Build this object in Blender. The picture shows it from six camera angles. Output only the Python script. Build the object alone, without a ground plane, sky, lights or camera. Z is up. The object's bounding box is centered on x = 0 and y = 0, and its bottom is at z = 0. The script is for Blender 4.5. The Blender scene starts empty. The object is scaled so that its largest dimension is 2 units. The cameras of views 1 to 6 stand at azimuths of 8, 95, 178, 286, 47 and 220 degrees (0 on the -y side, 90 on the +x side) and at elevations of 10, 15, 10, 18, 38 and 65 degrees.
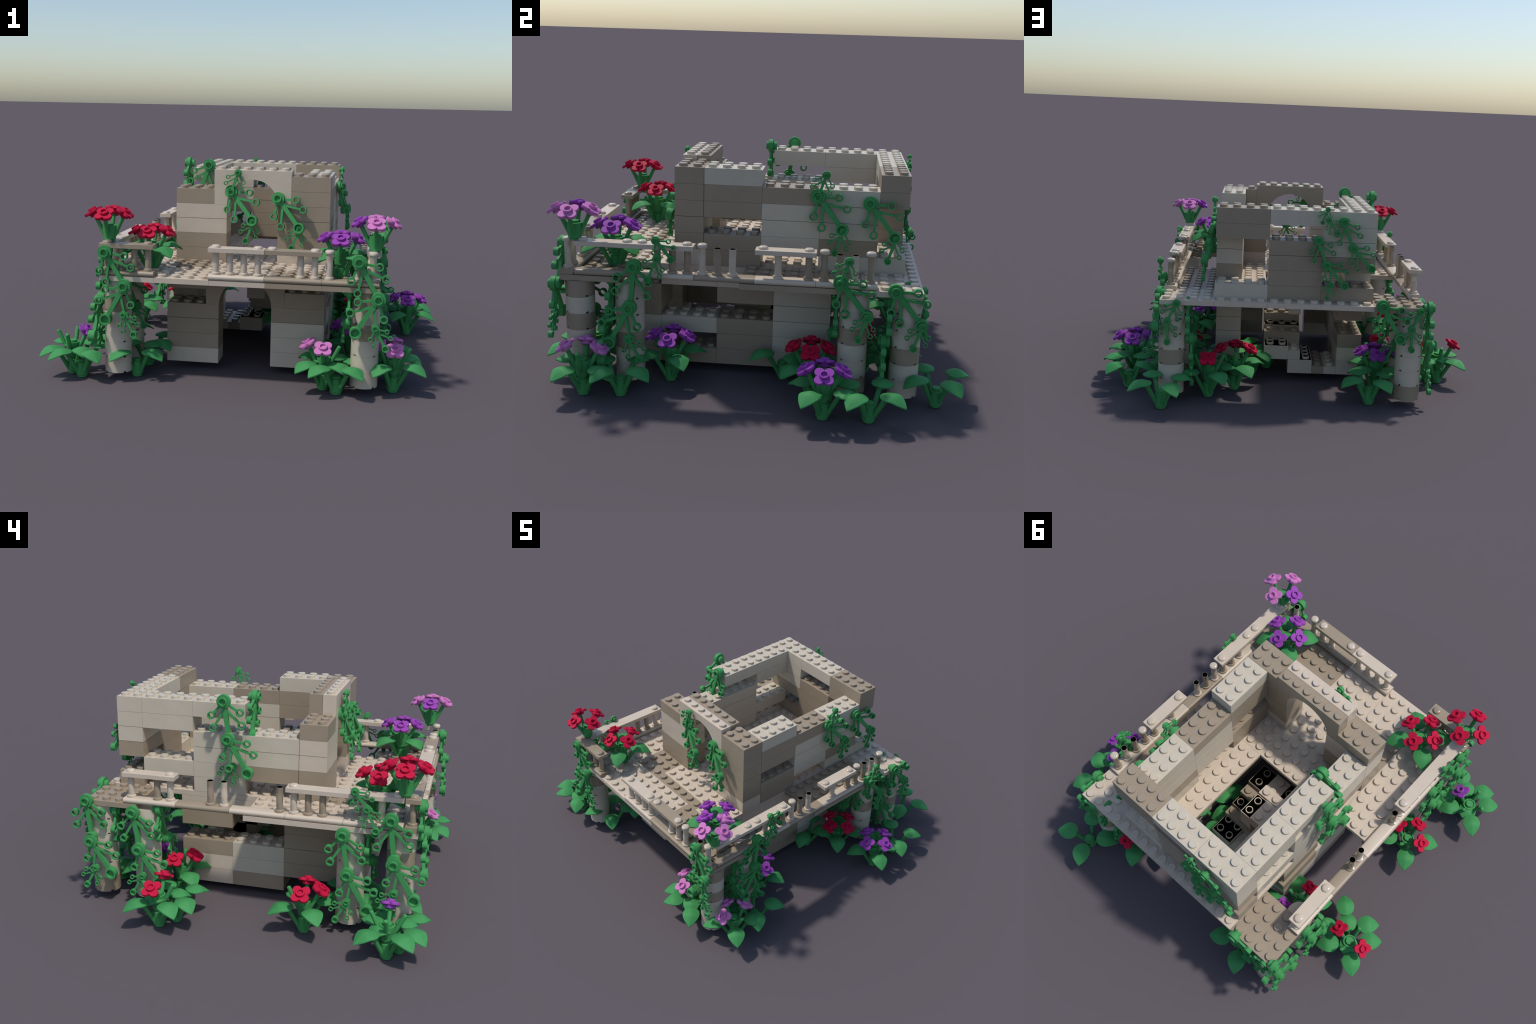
# Ruined garden pavilion built of plastic toy bricks, overgrown with vines and flowers.
import bpy, bmesh, math, random
from mathutils import Vector, Matrix
random.seed(7)

# ------------------------------------------------------------------ module grid
P = 0.0680            # stud pitch
H = 0.02617           # plate height (a brick is three plates)
PX = PY = 0.0682      # stud pitch as built
HU, HL = 0.02612, 0.02622              # plate height above and below the deck top
O = Vector((-0.4222, 0.6765, 0.5372))  # grid origin: top of the deck at the back left wall corner
GROUND = -O.z / HL    # ground level, in plates

def W(i, j, k):
    return Vector((O.x + PX * i, O.y + PY * j, O.z + (HU if k > 0 else HL) * k))

# ------------------------------------------------------------------ materials
def plastic(name, col, rough=0.38, var=0.03, bump=0.0, coat=0.0, spec=0.4):
    m = bpy.data.materials.new(name); m.use_nodes = True
    nt = m.node_tree; n = nt.nodes; l = nt.links
    b = n["Principled BSDF"]
    b.inputs["Roughness"].default_value = rough
    b.inputs["Specular IOR Level"].default_value = spec
    b.inputs["Coat Weight"].default_value = coat
    b.inputs["Coat Roughness"].default_value = 0.12
    tc = n.new("ShaderNodeTexCoord")
    no = n.new("ShaderNodeTexNoise"); no.inputs["Scale"].default_value = 14; no.inputs["Detail"].default_value = 3
    l.new(tc.outputs["Object"], no.inputs["Vector"])
    rp = n.new("ShaderNodeValToRGB")
    a = [max(0, c * (1 - var)) for c in col]; z = [min(1, c * (1 + var)) for c in col]
    rp.color_ramp.elements[0].position = 0.3; rp.color_ramp.elements[0].color = (*a, 1)
    rp.color_ramp.elements[1].position = 0.7; rp.color_ramp.elements[1].color = (*z, 1)
    l.new(no.outputs["Fac"], rp.inputs["Fac"]); l.new(rp.outputs["Color"], b.inputs["Base Color"])
    if bump:
        n2 = n.new("ShaderNodeTexNoise"); n2.inputs["Scale"].default_value = 16; n2.inputs["Detail"].default_value = 0
        l.new(tc.outputs["Object"], n2.inputs["Vector"])
        bp = n.new("ShaderNodeBump"); bp.inputs["Strength"].default_value = bump; bp.inputs["Distance"].default_value = 0.02
        l.new(n2.outputs["Fac"], bp.inputs["Height"]); l.new(bp.outputs["Normal"], b.inputs["Normal"])
    return m

def srgb(r, g, b):
    f = lambda c: (c / 255) / 12.92 if c / 255 <= 0.04045 else ((c / 255 + 0.055) / 1.055) ** 2.4
    return (f(r), f(g), f(b))

A_COL, B_COL, C_COL = srgb(197, 186, 167), srgb(201, 186, 167), srgb(155, 140, 120)
M = {
    "A": plastic("pale_grey_plastic", A_COL),
    "B": plastic("sandstone_plastic", B_COL),
    "C": plastic("taupe_plastic", C_COL),
    "D": plastic("glossy_sandstone_plastic", B_COL, rough=0.1, bump=0.6, spec=0.7),
    "E": plastic("glossy_taupe_plastic", C_COL, rough=0.14, bump=0.6, spec=0.6),
    "K": plastic("painted_unlit_black", (0.002, 0.002, 0.002), rough=0.8, spec=0.0),  # lightless black baked into the colour of faces that render dark
    "G": plastic("green_plastic", srgb(70, 146, 85), rough=0.6, spec=0.15),
    "L": plastic("leaf_green_plastic", srgb(67, 141, 82), rough=0.6, spec=0.15),
    "R": plastic("red_plastic", srgb(187, 27, 62), rough=0.6, spec=0.12),
    "V": plastic("violet_plastic", srgb(149, 71, 165), rough=0.6, spec=0.12),
    "Q": plastic("pink_plastic", srgb(198, 122, 180), rough=0.6, spec=0.12),
}

# ------------------------------------------------------------------ mesh helper
class Mesh:
    def __init__(self): self.bm = bmesh.new(); self.mats = []
    def slot(self, m):
        if m not in self.mats: self.mats.append(m)
        return self.mats.index(m)
    def face(self, vs, m):
        f = self.bm.faces.new(vs); f.material_index = self.slot(m); return f
    def box(self, a, b, m, bev=0.0):
        t = bmesh.new()
        bmesh.ops.create_cube(t, size=1.0)
        for v in t.verts:
            v.co = Vector([a[c] + (v.co[c] + 0.5) * (b[c] - a[c]) for c in range(3)])
        if bev: bmesh.ops.bevel(t, geom=t.edges[:], offset=bev, segments=1, affect='EDGES', profile=0.5)
        self.merge(t, m)
    def merge(self, t, m):
        mp = {v: self.bm.verts.new(v.co) for v in t.verts}
        for f in t.faces: self.face([mp[v] for v in f.verts], m)
        t.free()
    def lathe(self, prof, m, c=(0, 0, 0), axis=(0, 0, 1), seg=20, mlist=None):
        """surface of revolution: prof = [(radius, height), ...] along axis from c"""
        c = Vector(c); w = Vector(axis).normalized()
        u = w.orthogonal().normalized(); v = w.cross(u)
        rings = []
        for r, h in prof:
            if r < 1e-7: rings.append([self.bm.verts.new(c + w * h)])
            else: rings.append([self.bm.verts.new(c + w * h + (u * math.cos(t) + v * math.sin(t)) * r)
                                for t in [2 * math.pi * s / seg for s in range(seg)]])
        for q in range(len(rings) - 1):
            a, b = rings[q], rings[q + 1]; mm = mlist[q] if mlist else m
            for s in range(seg):
                t = (s + 1) % seg
                if len(a) == 1 and len(b) == 1: continue
                if len(a) == 1: self.face([a[0], b[t], b[s]], mm)
                elif len(b) == 1: self.face([a[s], a[t], b[0]], mm)
                else: self.face([a[s], a[t], b[t], b[s]], mm)
    def rod(self, a, b, ra, rb, m, seg=10, cap=True):
        a, b = Vector(a), Vector(b); L = (b - a).length
        self.lathe([(0, 0), (ra, 0), (rb, L), (0, L)] if cap else [(ra, 0), (rb, L)], m, a, b - a, seg)
    def done(self, name, angle=38, bevelless=True):
        bmesh.ops.recalc_face_normals(self.bm, faces=self.bm.faces[:])
        me = bpy.data.meshes.new(name); self.bm.to_mesh(me); self.bm.free()
        for m in self.mats: me.materials.append(M[m])
        me.shade_smooth(); me.set_sharp_from_angle(angle=math.radians(angle))
        return me

def put(name, me, parent, mat=None):
    o = bpy.data.objects.new(name, me); bpy.context.scene.collection.objects.link(o)
    o.parent = parent
    if mat is not None: o.matrix_local = mat
    return o

ROOT = bpy.data.objects.new("ruined_pavilion", None)
bpy.context.scene.collection.objects.link(ROOT)
ROOT["label"] = "ruined stone pavilion of toy bricks overgrown with vines and flowers"
ROOT["category"] = "toy building"

# ------------------------------------------------------------------ bricks and plates
STUD_R, STUD_H = 0.3 * P, 0.2 * P
def stud(ms, x, y, z, m):
    ms.lathe([(STUD_R, -0.001), (STUD_R, STUD_H - 0.0008), (STUD_R - 0.0008, STUD_H), (0, STUD_H)], m, (x, y, z), seg=20)
def hollow_stud(ms, x, y, z, m):
    ms.lathe([(STUD_R, -0.001), (STUD_R, STUD_H), (STUD_R * 0.76, STUD_H), (STUD_R * 0.76, STUD_H - 0.002), (0, STUD_H - 0.002)],
             m, (x, y, z), seg=20, mlist=[m, m, "K", "K"])

BOX = []   # (kind, i0, i1, j0, j1, k0, k1, colour, black top)
def brick(i0, i1, j0, j1, k0, k1, c, black=False, kind=None):
    BOX.append((kind or ("plate" if k1 - k0 < 2 else "brick"), i0, i1, min(j0, j1), max(j0, j1), k0, k1, c, black))
def wall(spec):
    for s in spec: brick(*s)

# back wall, upper storey (j -2..0)
for i0, i1, k0, c in [(8,12,15,"C"),(4,8,15,"A"),(0,4,15,"A"),(8,12,12,"C"),(0,4,12,"A"),(4,8,9,"C"),(0,4,9,"A"),
                      (4,8,6,"C"),(0,4,6,"C"),(4,8,3,"C"),(8,12,0,"A"),(4,8,0,"C"),(0,4,0,"C")]:
    brick(i0, i1, -2, 0, k0, k0 + 3, c)
# right wall, upper storey (i 10..12)
for j0, j1, k0, c in [(-14,-10,0,"C"),(-14,-10,3,"C"),(-14,-10,9,"C"),(-14,-10,12,"C"),(-14,-10,15,"A"),
                      (-10,-6,3,"A"),(-10,-6,6,"A"),(-10,-6,9,"A"),(-10,-6,12,"C"),
                      (-6,-2,0,"A"),(-6,-2,3,"C"),(-6,-2,6,"A"),(-6,-2,9,"A"),(-6,-2,12,"A")]:
    brick(10, 12, j0, j1, k0, k0 + 3, c)
# left wall, upper storey (i 0..2)
for j0, j1, k0, c in [(-6,-2,15,"A"),(-6,-2,12,"A"),(-6,-2,3,"A"),(-10,-6,15,"A"),(-10,-6,9,"A"),(-10,-6,6,"A"),
                      (-10,-6,3,"A"),(-10,-6,0,"A"),(-14,-10,9,"A"),(-14,-10,6,"A"),(-14,-10,3,"C")]:
    brick(0, 2, j0, j1, k0, k0 + 3, c)
# front wall, upper storey (j -16..-14)
for i0, i1, k0, c in [(0,4,0,"C"),(0,4,3,"C"),(0,4,6,"B"),(0,4,9,"B"),(0,3,12,"C"),
                      (8,12,0,"B"),(8,12,3,"C"),(8,12,6,"C"),(8,12,9,"C"),(9,12,12,"C"),(9,12,15,"C")]:
    brick(i0, i1, -16.05, -14.02, k0, k0 + 3, c)

# lower storey, front wall (j -19..-17)
for i0, i1, k0, c in [(0,3,-4,"C"),(0,4,-10,"C"),(0,4,-13,"C"),(0,4,-16,"C"),(0,4,-19,"A"),
                      (9,12,-7,"C"),(8,12,-10,"C"),(8,12,-13,"A"),(8,12,-16,"A"),(8,12,-19,"A")]:
    brick(i0, i1, -19, -17, k0, k0 + 3, c)
# lower storey, left wall (i 0..2)
for j0, j1, k0, c in [(-9,-5,-4,"B"),(-9,-5,-7,"C"),(-9,-5,-13,"C"),(-9,-5,-16,"B"),(-9,-5,-19,"B"),
                      (-13,-9,-4,"B"),(-13,-9,-13,"A"),(-13,-9,-16,"A"),(-13,-9,-19,"C"),
                      (-17,-13,-4,"C"),(-17,-13,-7,"C"),(-17,-13,-10,"C"),(-17,-13,-13,"C"),(-17,-13,-16,"C")]:
    brick(0, 2, j0, j1, k0, k0 + 3, c)
# lower storey, right wall (i 10..12)
for j0, j1, k0, c in [(-17,-13,-4,"B"),(-13,-9,-4,"B"),(-13,-9,-7,"C"),(-17,-13,-13,"A"),(-17,-13,-19,"C"),
                      (-13,-9,-13,"C"),(-13,-9,-16,"C"),(-13,-9,-19,"C"),
                      (-9,-5,-4,"A"),(-9,-5,-7,"A"),(-9,-5,-10,"A"),(-9,-5,-13,"A"),(-9,-5,-16,"A"),(-9,-5,-19,"A")]:
    brick(10, 12, j0, j1, k0, k0 + 3, c)

# stair blocks inside the lower storey
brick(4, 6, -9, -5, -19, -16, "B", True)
brick(3, 4, -9, -5, -19, -17.3, "C"); brick(2, 3, -9, -5, -19, -17.3, "A")
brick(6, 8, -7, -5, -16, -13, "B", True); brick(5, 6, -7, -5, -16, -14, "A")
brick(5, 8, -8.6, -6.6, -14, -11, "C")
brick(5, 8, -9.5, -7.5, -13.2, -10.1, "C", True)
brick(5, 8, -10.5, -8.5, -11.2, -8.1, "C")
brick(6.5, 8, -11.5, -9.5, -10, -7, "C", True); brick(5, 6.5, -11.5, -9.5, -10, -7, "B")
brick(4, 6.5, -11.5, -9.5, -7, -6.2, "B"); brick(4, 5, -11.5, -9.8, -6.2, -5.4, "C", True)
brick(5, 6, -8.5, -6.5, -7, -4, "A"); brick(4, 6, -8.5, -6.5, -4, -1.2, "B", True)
brick(4, 5, -8.5, -6.5, -1.15, -0.5, "B"); brick(4, 6, -9.5, -8.6, -2.2, -1, "B")

# deck plates
for i0, i1, j0, j1, c in [(-4,0,-23,-19,"B"),(0,4,-23,-19,"B"),(4,8,-23,-19,"B"),(8,12,-23,-19,"C"),(12,16,-23,-19,"C"),
                          (-4,0,-19,-11,"B"),(0,3,-19,-16,"C"),(3,9,-19,-18,"C"),(3,9,-18,-16,"B"),(9,12,-19,-16,"B"),
                          (0,4,-16,-11,"B"),(4,8,-16,-11,"B"),(8,12,-16,-11,"B"),
                          (0,4,-11,-1,"B"),(8,12,-11,-1,"B"),(12,16,-11,-3,"C"),(12,16,-3,1,"B"),(-4,0,-3,1,"C"),
                          (0,4,-1,1,"B"),(4,8,-1,1,"B"),(8,12,-1,1,"B")]:
    brick(i0, i1, j0, j1, -1, 0, c)

ARCHES = [(3, 9, -16.05, -15.03, 12, 19, "B"), (3, 9, -15.02, -14.02, 12, 19, "C"), (3, 9, -19, -18, -7, -1.02, "C"), (3, 9, -18, -17, -7, -1.02, "C")]
COVER = [(b[1], b[2], b[3], b[4], b[5], b[6]) for b in BOX] + [(a[0], a[1], a[2], a[3], a[4], a[5]) for a in ARCHES]
def covered(x, y, k):
    return any(i0 < x < i1 and j0 < y < j1 and k0 - 0.05 <= k < k1 - 0.05 for i0, i1, j0, j1, k0, k1 in COVER)

EPS = 0.00045
for kind, i0, i1, j0, j1, k0, k1, c, black in BOX:
    ms = Mesh(); c0 = W(i0, j0, k0)
    sx, sy, sz = (i1 - i0) * PX, (j1 - j0) * PY, (W(0, 0, k1) - c0).z
    open_joint = 0.0011 if kind == "brick" and (k0 in (9, -10) or (k0 == 12 and j1 == 0 and i0 == 0) or (k0 == -7 and i0 == 10) or (k0 == 12 and i0 == 10 and j0 == -6)) else 0.0
    ms.box((EPS, EPS, EPS + open_joint), (sx - EPS, sy - EPS, sz - EPS), c)
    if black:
        ms.box((0.004, 0.004, sz - 0.004), (sx - 0.004, sy - 0.004, sz + 0.0004), "K")  # thin black slab draws the unlit look of coplanar top faces
    ni, nj = max(1, int(i1 - i0 + 0.01)), max(1, int(j1 - j0 + 0.01))
    oi, oj = ((i1 - i0) - ni) / 2, ((j1 - j0) - nj) / 2
    for a in range(ni):
        for b in range(nj):
            x, y = oi + a + 0.5, oj + b + 0.5
            if covered(i0 + x, j0 + y, k1): continue
            (hollow_stud if black else stud)(ms, x * PX, y * PY, sz, c)
    put(kind, ms.done(kind), ROOT, Matrix.Translation(c0))

# arches: one stud thick, semicircular opening two studs in radius
for i0, i1, j0, j1, k0, k1, c in ARCHES:
    ms = Mesh(); w = (i1 - i0) * PX; d = (j1 - j0) * PY; hgt = (W(0, 0, k1) - W(0, 0, k0)).z
    n = 16; r = 2 * P
    arc = [(w / 2 - r * math.cos(math.pi * t / n), r * math.sin(math.pi * t / n)) for t in range(n + 1)]
    if k1 < 0: arc = [(x, min(z, hgt - 0.004)) for x, z in arc]
    top = [(EPS + (w - 2 * EPS) * t / n, hgt) for t in range(n + 1)]
    e = EPS
    for y, flip in ((e, False), (d - e, True)):
        vb = [ms.bm.verts.new((x, y, z)) for x, z in arc]; vt = [ms.bm.verts.new((x, y, z)) for x, z in top]
        vl = ms.bm.verts.new((e, y, 0)); vr = ms.bm.verts.new((w - e, y, 0))
        for t in range(n): ms.face([vb[t], vb[t + 1], vt[t + 1], vt[t]], c)
        ms.face([vl, vb[0], vt[0]], c); ms.face([vb[n], vr, vt[n]], c)
        loop = [vl] + vb + [vr] + vt[::-1]
        if y == e: front = loop
        else:
            for q in range(len(loop)):
                ms.face([front[q], front[(q + 1) % len(loop)], loop[(q + 1) % len(loop)], loop[q]], c)
    for a in range(i1 - i0):
        if k1 > 0: stud(ms, (a + 0.5) * P, d / 2, hgt, c)
    put("arch", ms.done("arch", 25), ROOT, Matrix.Translation(W(i0, j0, k0)))

# ------------------------------------------------------------------ columns of notched round drums
def drum_mesh(c):
    ms = Mesh(); R = 0.985 * P; hh = 3 * H - 0.0005; nh = 0.12 * P; half = 0.115; n = 12
    ms.lathe([(R * 0.86, 0.0005), (R * 0.86, nh + 0.001)], "K", seg=40)
    ms.lathe([(0, nh), (R, nh), (R, hh), (0, hh)], c, seg=64)
    for q in range(4):                       # four foot segments leave a notch at each diagonal
        a0 = math.radians(45 + 90 * q) + half; a1 = math.radians(135 + 90 * q) - half
        ring = []
        for s in range(n + 1):
            t = a0 + (a1 - a0) * s / n; cs, sn = math.cos(t), math.sin(t)
            ring.append([ms.bm.verts.new((r * cs, r * sn, z)) for r, z in ((R, nh + 0.0002), (R, 0), (R * 0.8, 0), (R * 0.8, nh + 0.0002))])
        for s in range(n):
            for f in range(4): ms.face([ring[s][f], ring[s + 1][f], ring[s + 1][(f + 1) % 4], ring[s][(f + 1) % 4]], c)
        ms.face(ring[0][::-1], c); ms.face(ring[n], c)
    return ms.done("drum", 30)
DRUM = {c: drum_mesh(c) for c in "ABC"}
for ci, cj, cols in [(15.1,-21.9,"CACAAA"),(15,-18.5,"AAACAA"),(15,-3.4,"AACAAC"),(15.1,0.08,"AAACAB"),
                     (-2.97,0.05,"AAAAAC"),(-2.97,-3.4,"AAAAAA"),(-2.97,-18.5,"AAAAAA"),(-2.95,-21.9,"ACAAAA")]:
    base = put("column", DRUM[cols[5]], ROOT, Matrix.Translation(W(ci, cj, -19)))
    for r in range(5):
        put("column_drum", DRUM[cols[r]], base, Matrix.Translation((0, 0, 3 * H * (5 - r))))

# ------------------------------------------------------------------ balustrade
def baluster_mesh(c, open_top):
    ms = Mesh(); r = 0.235 * P; hh = (4.7 if open_top else 4.15) * H
    prof = [(0.33 * P, 0), (0.345 * P, 0.06 * P), (0.33 * P, 0.17 * P), (r, 0.2 * P), (r, hh)]
    ms.lathe(prof, c, seg=20)
    ms.lathe([(r, hh), (r * 0.95, hh), (r * 0.94, hh - 0.001), (0, hh - 0.001)], c, seg=20, mlist=[c, "K", "K"])  # post top blackened to show its shadeless render-dark disc
    return ms.done("baluster")
def finial_mesh(c):
    """low round cap with a softly rounded shoulder"""
    ms = Mesh(); r = 0.33 * P; h0, hh = 0.13 * P, 0.29 * P
    prof = [(0, 0), (r * 0.95, 0), (r, 0.03 * P), (r, h0)]
    for s in range(1, 7):
        t = math.pi / 2 * s / 6
        prof.append((r * math.cos(t) ** 0.6 if s < 6 else 0, h0 + (hh - h0) * math.sin(t) ** 0.8))
    ms.lathe(prof, c, seg=24); return ms.done("finial", 60)
BAL = {(c, o): baluster_mesh(c, o) for c in "DE" for o in (0, 1)}
FIN = {c: finial_mesh(c) for c in "DE"}
def rail_base(name, length, c):
    """length along local x, nose on the -y side and the back bulge on +y, one plate high"""
    ms = Mesh(); prof = []
    r = H / 2; n = 8
    for s in range(n + 1):
        t = -math.pi / 2 + math.pi * s / n
        prof.append((P / 2 - 0.85 * r + r * 0.9 * math.cos(t), r + r * math.sin(t)))
    for s in range(n + 1):
        t = math.pi / 2 + math.pi * s / n
        prof.append((-P / 2 + 0.85 * r + r * 0.9 * math.cos(t), r + r * math.sin(t)))
    a = [ms.bm.verts.new((0.0004, y, z)) for y, z in prof]; b = [ms.bm.verts.new((length - 0.0004, y, z)) for y, z in prof]
    for q in range(len(prof)):
        u = (q + 1) % len(prof); ms.face([a[q], b[q], b[u], a[u]], c)
    ms.face(a[::-1], c); ms.face(b, c)
    return ms.done(name, 50)

def railing(side, lo, hi, c, posts, rails):
    """side: front / right / left; posts: (pos, colour, finial or None or '-' for open); rails: (lo, hi, colour, [finials])"""
    if side == "front": mk = lambda t, k: W(t if t < 0.5 else t - 0.07, -22.55, k); rot = Matrix()
    if side == "right": mk = lambda t, k: W(15.5, t, k); rot = Matrix.Rotation(math.pi / 2, 4, 'Z')
    if side == "left": mk = lambda t, k: W(-3.5, t, k); rot = Matrix.Rotation(-math.pi / 2, 4, 'Z')
    start = hi if side == "left" else lo
    bm = Matrix.Translation(mk(start, 0.01)) @ rot
    base = put("railing", rail_base("railing", (hi - lo) * P, c), ROOT, bm)
    inv = bm.inverted()
    glossy = {"B": "D", "C": "E"}
    for pos, pc, top in posts:
        put("baluster", BAL[(glossy[pc], 0 if top == "r" else 1)], base, inv @ Matrix.Translation(mk(pos, 1.0)))
        if top == "f":
            put("finial", FIN["D"], base, inv @ Matrix.Translation(mk(pos, 5.75)))
    for a, b, rc, fins in rails:
        ms = Mesh(); L = (b - a) * P
        ms.box((0.0004, -P / 2, 0), (L - 0.0004, P / 2, 0.82 * H), rc, 0.0006)
        s = b if side == "left" else a
        put("handrail", ms.done("handrail"), base, inv @ Matrix.Translation(mk(s, 5.25)) @ rot)
        for f in fins:
            put("finial", FIN["D" if side != "front" or lo != -4 else "E"], base, inv @ Matrix.Translation(mk(f, 5.85)))
railing("front", -4, 0, "C", [(-2.5,"C","r"),(-1.5,"C","r"),(-0.5,"C","r"),(-3.5,"C","r")], [(-4,0,"C",[-3.5,-0.5])])
railing("front", 4, 8, "B", [(4.5,"B","r"),(5.5,"B","r"),(6.5,"B","r"),(7.5,"B","r")], [(4,8,"B",[4.5,7.5])])
railing("front", 8, 12, "C", [(10.5,"B","r"),(11.5,"B","r")], [(8,12,"C",[8.5,11.5])])
railing("front", 12, 16, "C", [(12.5,"B","f"),(14.5,"B","-"),(15.5,"B","f")], [])
railing("right", -22, -18, "C", [], [])
railing("right", -18, -14, "B", [(-16.5,"B","r"),(-15.5,"C","r"),(-14.5,"C","r")], [(-22,-14,"B",[-21.5,-18.5,-17.5,-14.5])])
railing("right", -14, -10, "C", [(-13.5,"B","f"),(-12.5,"C","-"),(-11.5,"B","-")], [])
railing("right", -10, -6, "B", [(-8.5,"B","r"),(-6.5,"C","r")], [(-10,-6,"B",[-9.5,-6.5])])
railing("right", -6, -2, "B", [(-5.5,"C","f"),(-4.5,"C","-"),(-3.5,"B","-"),(-2.5,"C","f")], [])
railing("left", -6, -2, "B", [(-2.5,"B","r"),(-4.5,"C","r"),(-5.5,"B","r")], [(-6,-2,"B",[-2.5,-5.5])])
railing("left", -10, -6, "C", [(-8.5,"C","-"),(-9.5,"B","-")], [])
railing("left", -14, -10, "B", [(-13.5,"C","-")], [])
railing("left", -18, -14, "B", [(-14.5,"B","r"),(-15.5,"C","r"),(-16.5,"C","r")], [(-22,-14,"B",[-14.5,-21.5])])
railing("left", -22, -18, "B", [(-20.5,"B","r")], [])

# ------------------------------------------------------------------ vines
def vine_mesh(s, L, rx, ry):
    """one spray: root disc at origin, main stem along +x, two pairs of ringed side shoots; in stud units"""
    ms = Mesh(); g = "G"; z0 = 0.16 * s
    R, r0 = 0.5 * s, 0.29 * s
    ms.lathe([(0, -0.30 * s), (0.3 * s, -0.30 * s), (0.3 * s, 0), (R, 0), (R, 0.34 * s), (r0 * 1.08, 0.34 * s), (r0 * 1.08, 0.52 * s),
              (r0 * 0.78, 0.52 * s), (r0 * 0.78, 0.36 * s), (0, 0.36 * s)], g, seg=24)
    ms.lathe([(0, 0.04 * s), (0.4 * s, 0), (0.42 * s, 0.02 * s), (0.42 * s, 0.5 * s), (0.30 * s, 0.5 * s), (0.27 * s, 0.26 * s), (0, 0.26 * s)], g, (L, 0, 0), seg=24)
    def bar(a, b, wa, wb, t):
        a, b = Vector(a), Vector(b); d = (b - a).normalized(); n = Vector((-d.y, d.x, 0))
        vs = []
        for p, w in ((a, wa), (b, wb)):
            vs.append([ms.bm.verts.new(p + n * sx * w / 2 + Vector((0, 0, sz * t / 2))) for sx, sz in ((-1,-1),(1,-1),(1,1),(-1,1))])
        for q in range(4):
            u = (q + 1) % 4; ms.face([vs[0][q], vs[0][u], vs[1][u], vs[1][q]], g)
        ms.face(vs[0][::-1], g); ms.face(vs[1], g)
    bar((0, 0, z0), (L - 0.3 * s, 0, z0), 0.36 * s, 0.30 * s, 0.26 * s)
    for q, x in enumerate(rx):
        x0 = 0.12 * s if q == 0 else rx[0] - 0.24 * s
        for sg in (-1, 1):
            e = Vector((x, sg * ry, z0)); a = Vector((x0, sg * 0.08 * s, z0)); d = (e - a).normalized()
            bar(a, e - d * 0.2 * s, 0.2 * s, 0.15 * s, 0.17 * s)
            ms.lathe([(0.28 * s, -0.15 * s), (0.285 * s, 0), (0.28 * s, 0.18 * s), (0.19 * s, 0.18 * s), (0.17 * s, 0), (0.19 * s, -0.15 * s), (0.28 * s, -0.15 * s)],
                     g, e, seg=20)
    for v in ms.bm.verts: v.co *= P
    return ms.done("vine", 35)
VB = vine_mesh(1.0, 2.8, (0.93, 1.86), 1.08)
VS = vine_mesh(0.57, 1.58, (0.56, 1.07), 0.635)

def vine(kind, plane, side, pos, a, b, scale=None, out=None):
    """a, b: (u, k) of the root disc and tip in the plane i=pos or j=pos; side: sign of the outward normal"""
    p0, p1 = pos if isinstance(pos, tuple) else (pos, pos)      # the spray may lean outward
    pt = (lambda q, u, k: W(q, u, k)) if plane == "i" else (lambda q, u, k: W(u, q, k))
    A, B = pt(p0, *a), pt(p1, *b); d = (B - A).normalized()
    w = Vector((side, 0, 0)) if plane == "i" else Vector((0, side, 0))
    w = (w - d * w.dot(d)).normalized()
    n = w.cross(d)
    L = {"B": 2.8, "S": 1.58}[kind] * P
    s = scale if scale else 1.0
    m = Matrix((d * s, n * s, w * s)).transposed().to_4x4(); m.translation = A
    put("vine", {"B": VB, "S": VS}[kind], ROOT, m)

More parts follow.
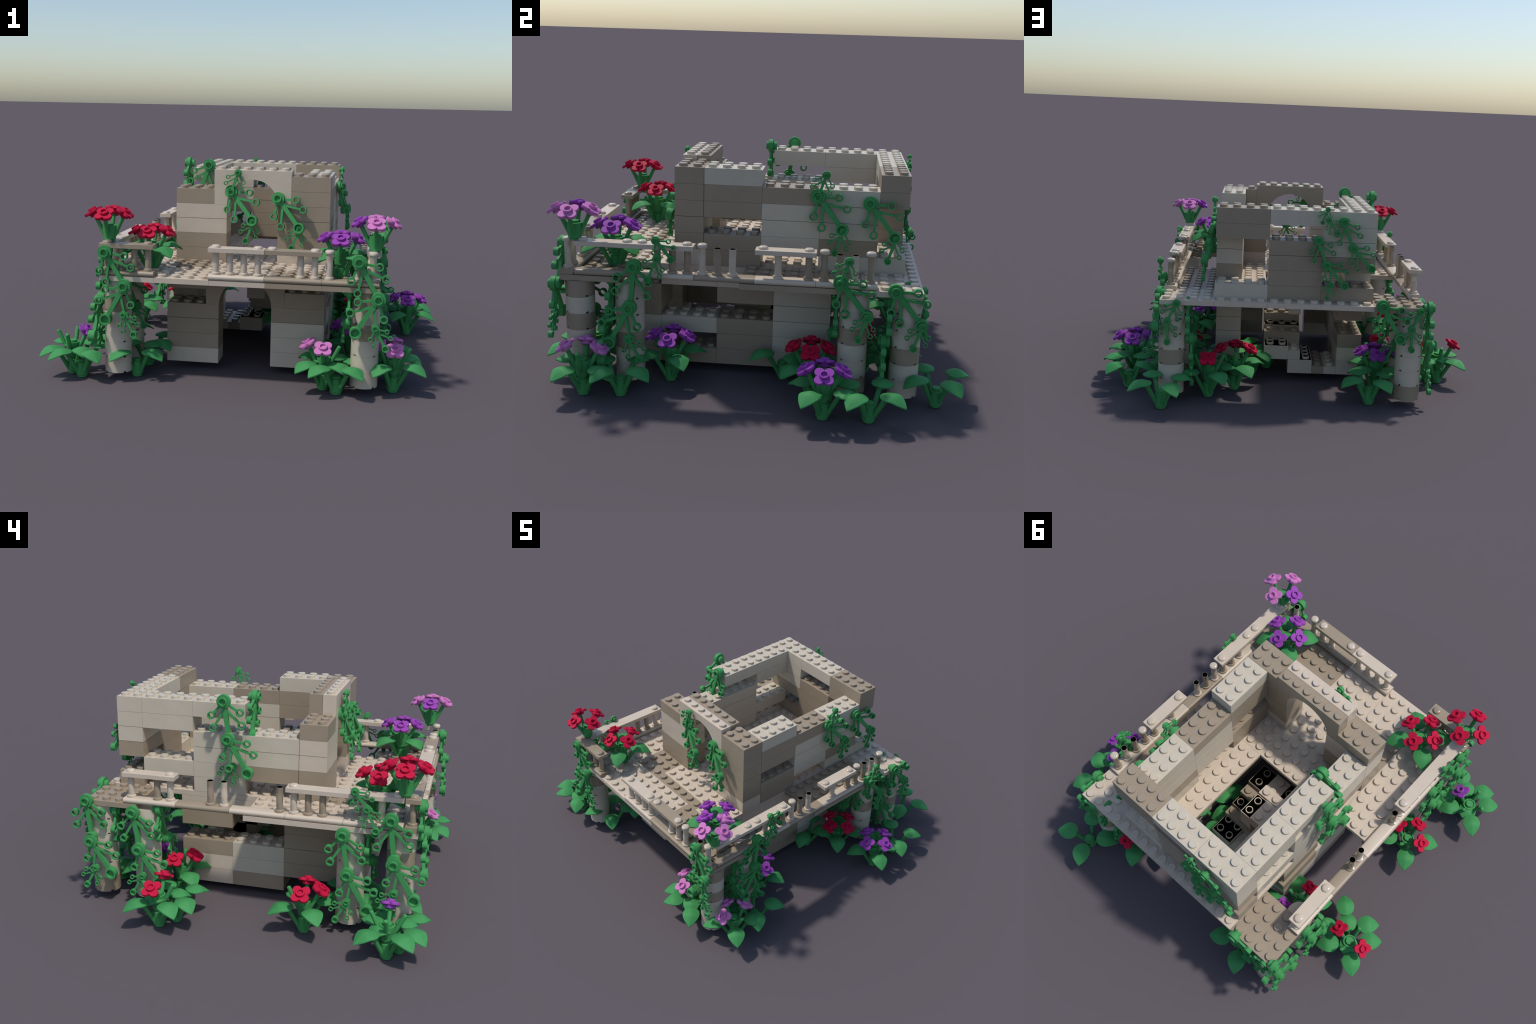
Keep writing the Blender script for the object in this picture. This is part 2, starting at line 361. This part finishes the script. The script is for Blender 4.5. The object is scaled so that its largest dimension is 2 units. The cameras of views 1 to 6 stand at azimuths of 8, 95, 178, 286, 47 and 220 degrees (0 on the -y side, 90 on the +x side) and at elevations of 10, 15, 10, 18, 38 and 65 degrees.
for v in [  # front of the deck and front wall
    ("B","j",-1,-22.98,(-3.49,4.5),(-2.05,-1.7)),("B","j",-1,-23.25,(-2.04,-1.65),(-3.41,-8.16)),("S","j",-1,-23.4,(-2.07,-7.07),(-1.34,-10.5)),
    ("B","j",-1,-22.98,(14.49,4.7),(15.9,-1.85)),("B","j",-1,-23.25,(15.9,-1.8),(14.39,-8.06)),("S","j",-1,-23.4,(15.75,-7.01),(16.48,-10.5)),
    ("S","j",-1,-16.35,(4.92,18.5),(4.4,14.66)),("B","j",-1,(-16.05,-16.6),(4.41,14.6),(6.19,8.9)),("S","j",-1,-16.75,(6.2,8.9),(5.63,4.9)),
    ("B","j",-1,(-16.05,-16.6),(8.05,13.5),(9.77,7.82)),("S","j",-1,-16.75,(9.78,7.78),(9.19,3.93)),
    # left side
    ("B","i",-1,-4.03,(0.79,0.0),(0.5,-7.9)),("B","i",-1,-4.3,(0.5,-7.9),(-1.19,-14.34)),("S","i",-1,-4.4,(0.17,-13.35),(0.91,-16.8)),
    ("B","i",-1,-4.03,(-2.81,-1.44),(-3.28,-8.5)),("B","i",-1,-4.3,(-3.28,-8.5),(-4.91,-14.66)),("S","i",-1,-4.4,(-3.53,-13.78),(-2.8,-17.2)),
    ("B","i",-1,-4.03,(-18.05,-1.47),(-18.46,-8.6)),("B","i",-1,-4.3,(-18.46,-8.6),(-19.9,-14.91)),("S","i",-1,-4.4,(-18.52,-13.8),(-17.81,-17.3)),
    ("B","i",-1,-4.03,(-21.22,2.17),(-21.55,-5.6)),("B","i",-1,-4.3,(-21.55,-5.6),(-23.1,-12.1)),("S","i",-1,-4.4,(-21.69,-11.02),(-21.02,-14.3)),
    ("S","i",-1,-4.03,(-18.75,6.7),(-19.62,3.9)),("S","i",-1,-4.25,(-19.62,3.9),(-20.31,-0.2)),
    ("B","i",-1,-0.5,(-8.61,18.8),(-9.0,11.7)),("B","i",-1,-0.8,(-9.0,11.7),(-10.58,5.1)),("S","i",-1,-0.5,(-9.24,6.13),(-8.46,2.6)),
    ("B","j",-1,-10.2,(1.46,18.8),(0.5,11.8)),
    # right side
    ("B","i",1,16.0,(-17.92,2.27),(-18.2,-5.0)),("B","i",1,16.25,(-18.2,-5.0),(-19.6,-11.6)),("S","i",1,16.4,(-18.3,-10.68),(-17.54,-14.1)),
    ("S","i",1,16.0,(-16.47,6.93),(-15.56,4.1)),("S","i",1,16.2,(-16.35,3.95),(-17.04,-0.2)),
    ("S","i",1,16.4,(-3.9,5.25),(-4.4,1.5)),("B","i",1,16.0,(-4.37,1.24),(-2.55,-4.5)),("S","i",1,16.4,(-2.57,-4.4),(-3.09,-8.4)),
    ("B","i",1,16.0,(-0.84,0.26),(1.0,-5.5)),("S","i",1,16.4,(0.98,-5.4),(0.47,-9.4)),
    ("S","i",1,12.3,(-5.68,17.74),(-6.15,13.96)),("B","i",1,(12.05,12.6),(-6.16,13.79),(-4.35,8.0)),("S","i",1,12.8,(-4.35,8.1),(-4.89,4.2)),
    ("B","i",1,(12.05,12.6),(-2.6,12.86),(-0.8,7.0)),("S","i",1,12.8,(-0.82,7.1),(-1.32,3.04)),
    # back
    ("S","j",1,0.35,(3.81,18.49),(4.17,15.98),0.66),("S","j",1,0.4,(3.71,16.46),(2.98,13.92),0.77),
    ("B","j",1,0.3,(2.57,16.21),(1.8,11.1),0.75),("B","j",1,0.4,(1.8,11.1),(0.38,7.34),0.73),
    ("B","j",1,0.3,(4.42,12.41),(3.7,7.65),0.71),("B","j",1,0.4,(3.7,7.65),(2.32,3.8),0.73),("S","j",1,0.6,(3.34,3.93),(3.58,1.26),0.67),
    ("B","j",1,1.0,(-0.59,0.25),(-2.0,-6.06)),
    ("S","j",1,1.05,(-3.48,-0.5),(-2.88,-4.1)),("S","j",1,1.15,(-2.85,-4.08),(-2.92,-8.4)),
    ("S","j",1,1.05,(14.71,-0.55),(15.4,-4.1)),("S","j",1,1.15,(15.38,-4.07),(15.34,-8.4)),
]:
    vine(*v)

def hanging(plane, side, pos, u, k, flip=1, long=True):
    """a spray of two or three pieces hanging on a hidden column face"""
    if long:
        vine("B", plane, side, pos, (u, k), (u + 0.25 * flip, k - 7.2))
        vine("B", plane, side, pos + 0.28 * side, (u + 0.25 * flip, k - 7.2), (u + 1.6 * flip, k - 13.4))
        vine("S", plane, side, pos + 0.42 * side, (u + 0.4 * flip, k - 12.3), (u - 0.35 * flip, k - 15.8))
    else:
        vine("B", plane, side, pos, (u, k), (u + 1.05 * flip, k - 6.7))
        vine("S", plane, side, pos + 0.42 * side, (u + 1.05 * flip, k - 6.7), (u + 1.75 * flip, k - 10.2))
hanging("j", -1, -4.42, -3.4, -1.0, 1, False); hanging("j", -1, -19.52, -3.3, -1.0, 1, False)
hanging("j", -1, -0.98, -3.3, -2.2, 1, False); hanging("j", -1, -19.52, 15.0, -1.2, 1)
hanging("i", -1, 14.05, -22.4, -1.2, 1, False); hanging("i", -1, 14.05, 0.2, -1.0, -1)
hanging("j", -1, -0.95, 15.1, -2.2, 1); hanging("j", -1, -4.42, 15.0, -3.0, -1, False)

# ------------------------------------------------------------------ plants
def leaf_mesh():
    ms = Mesh(); nx, ny = 12, 10; L, wid = 1.82, 1.46
    def pt(u, v, top):
        x = u * L
        q = (u - 0.40) / (0.42 if u < 0.40 else 0.60)
        hw = wid / 2 * (math.sqrt(max(0, 1 - q * q)) if u < 0.40 else 1 - q ** 2.0) if u < 1 else 0.0
        y = v * hw
        z = 0.30 * math.sin(math.pi * min(1, u * 0.9 + 0.12)) - 0.36 * max(0, u - 0.55) / 0.45 * 1.0 - 0.22 * (y / 0.75) ** 2 + 0.03 * (1 - abs(v)) ** 3
        return Vector((x, y, z + (0.04 if top else -0.04))) * P
    g = {}
    for top in (True, False):
        for a in range(nx + 1):
            for b in range(ny + 1):
                g[top, a, b] = ms.bm.verts.new(pt(a / nx, b / ny * 2 - 1, top))
        for a in range(nx):
            for b in range(ny):
                q = [g[top, a, b], g[top, a + 1, b], g[top, a + 1, b + 1], g[top, a, b + 1]]
                ms.face(q if top else q[::-1], "L")
    for a in range(nx):
        for b in (0, ny):
            ms.face([g[True, a, b], g[True, a + 1, b], g[False, a + 1, b], g[False, a, b]], "L")
    for b in range(ny): ms.face([g[True, 0, b], g[True, 0, b + 1], g[False, 0, b + 1], g[False, 0, b]], "L")
    bmesh.ops.remove_doubles(ms.bm, verts=ms.bm.verts[:], dist=1e-5)
    return ms.done("leaf", 40)
def plant_mesh():
    ms = Mesh(); g = "G"
    ms.lathe([(0, 0), (0.35, 0), (0.355, 0.16), (0.44, 0.2), (0.45, 0.5), (0.43, 1.13), (0.41, 1.15), (0.3, 1.15), (0.3, 1.33), (0.28, 1.35), (0, 1.35)], g, seg=24)
    for q in range(4):
        t = math.pi / 2 * q; c, s = math.cos(t), math.sin(t)
        ms.rod((0.32 * c, 0.32 * s, 0.35), (1.22 * c, 1.22 * s, 1.98), 0.15, 0.17, g, 12)
    for v in ms.bm.verts: v.co *= P
    return ms.done("plant")
def cup_mesh():
    ms = Mesh(); g = "G"
    ms.lathe([(0, 0), (0.36, 0), (0.37, 0.1), (0.44, 0.14), (0.47, 0.6), (0.52, 1.14), (0.42, 1.15), (0.40, 1.06), (0.3, 1.06), (0.3, 1.28), (0, 1.28)], g, seg=28)
    for q in range(4):
        t = math.pi / 2 * q; c, s = math.cos(t), math.sin(t)
        a = Vector((0.36 * c, 0.36 * s, 0.4)); b = Vector((1.10 * c, 1.10 * s, 1.92))
        ms.rod(a, b, 0.15, 0.15, g, 12, cap=False)
        d = (b - a).normalized()
        ms.lathe([(0.15, 0), (0.12, 0.07), (0, 0.1)], g, b, d, 12)
    for v in ms.bm.verts: v.co *= P
    return ms.done("flower_stem")
def flower_mesh(c):
    """axis +z, back of the flower at the origin"""
    ms = Mesh()
    ms.lathe([(0, -0.16), (0.36, -0.16), (0.38, -0.12), (0.38, 0.1)], c, seg=24)
    n = 64; rim = []                                  # four-lobed blossom outline
    def rad(t):
        best = 0.3
        for q in range(4):
            dt = t - q * math.pi / 2; dt = (dt + math.pi) % (2 * math.pi) - math.pi
            d, r = 0.42, 0.325
            if abs(d * math.sin(dt)) < r and math.cos(dt) > 0:
                best = max(best, d * math.cos(dt) + math.sqrt(r * r - (d * math.sin(dt)) ** 2))
        return best
    for z, k in ((0.06, 0.985), (0.08, 1), (0.24, 1), (0.26, 0.975)):
        rim.append([ms.bm.verts.new((rad(2 * math.pi * s / n) * k * math.cos(2 * math.pi * s / n), rad(2 * math.pi * s / n) * k * math.sin(2 * math.pi * s / n), z)) for s in range(n)])
    for q in range(3):
        for s in range(n): ms.face([rim[q][s], rim[q][(s + 1) % n], rim[q + 1][(s + 1) % n], rim[q + 1][s]], c)
    for ring, z in ((rim[0], 0.06), (rim[3], 0.26)):
        ctr = ms.bm.verts.new((0, 0, z))
        for s in range(n): ms.face([ring[s], ring[(s + 1) % n], ctr], c)
    ms.lathe([(0.31, 0.25), (0.31, 0.44), (0.29, 0.46), (0.21, 0.46), (0.2, 0.44), (0.2, 0.3), (0, 0.3)], c, seg=24)
    for v in ms.bm.verts: v.co *= P
    return ms.done("flower", 40)
LEAF, PLANT, CUP = leaf_mesh(), plant_mesh(), cup_mesh()
FLOWER = {c: flower_mesh(c) for c in "RVQ"}

def add_cup(parent, base, colours, turn=0):
    """colours for the stems pointing +i, +j, -i, -j; '.' leaves the stem bare"""
    m0 = base @ Matrix.Rotation(math.radians(turn), 4, 'Z')
    cup = put("flower_stem", CUP, parent, m0)
    for q, c in enumerate(colours):
        if c == ".": continue
        m = Matrix.Rotation(math.pi / 2 * q, 4, 'Z') @ Matrix.Translation(Vector((1.10, 0, 1.94)) * P) @ Matrix.Rotation(math.radians(31), 4, 'Y') @ Matrix.Rotation(math.pi / 4, 4, 'Z')
        put("flower", FLOWER[c], parent if parent is not ROOT else cup, (m0 @ m) if parent is not ROOT else m)
    return cup

def plant(i, j, leafturn, flowers=None, k=GROUND, cupturn=0):
    pl = put("flowering_plant" if flowers else "leafy_plant", PLANT, ROOT, Matrix.Translation(W(i, j, k)) @ Matrix.Rotation(math.radians(leafturn), 4, 'Z'))
    for q in range(4):
        m = Matrix.Rotation(math.pi / 2 * q, 4, 'Z') @ Matrix.Translation(Vector((0.86, 0, 2.0)) * P)
        put("leaf", LEAF, pl, m)
    if flowers:
        add_cup(pl, Matrix.Rotation(math.radians(-leafturn), 4, 'Z') @ Matrix.Translation((0, 0, 1.28 * P)), flowers, cupturn)

plant(15.6, 2.3, 30)
plant(18.6, -2.2, 57)
plant(18.6, -5.13, 60, "VVVV")
plant(14.7, -6.16, 45, "RRRR")
plant(12.5, -8.1, 29)
plant(14.0, -15.9, 30, "VVVV")
plant(17.0, -18.7, 57)
plant(17.2, -21.2, 57, ".QQQ")
plant(13.2, -22.5, 45)
plant(12.2, -21.7, 45, "..QQ")
plant(-1.7, -21.3, 58)
plant(-1.6, -18.5, 53)
plant(-5.65, -22.3, 45)
plant(-6.6, -21.6, 45, "V...")
plant(-4.6, -15.6, 33, "R.RR")
plant(-6.6, -5.6, 45, "R.R.")
plant(-5.6, -6.5, 45)
plant(-1.55, -5.35, 45, "..RR")
plant(-0.1, 0.1, 30)
plant(-0.9, -2.9, 45, "VVVV")
plant(8.9, -6.6, 30)
plant(7.7, -8.2, 60)
plant(12.3, -0.6, 30, ".R..")
plant(10.3, -2.4, 30, "R.RR")
plant(-0.9, -20.0, 45, "RRRR", k=-1.0)
plant(13.1, -19.9, 45, "VVVV", k=-1.0)
add_cup(ROOT, Matrix.Translation(W(-3.5, -22.0, 6.2)), "RRRR")
add_cup(ROOT, Matrix.Translation(W(15.55, -22.0, 6.2)), "QQVQ")
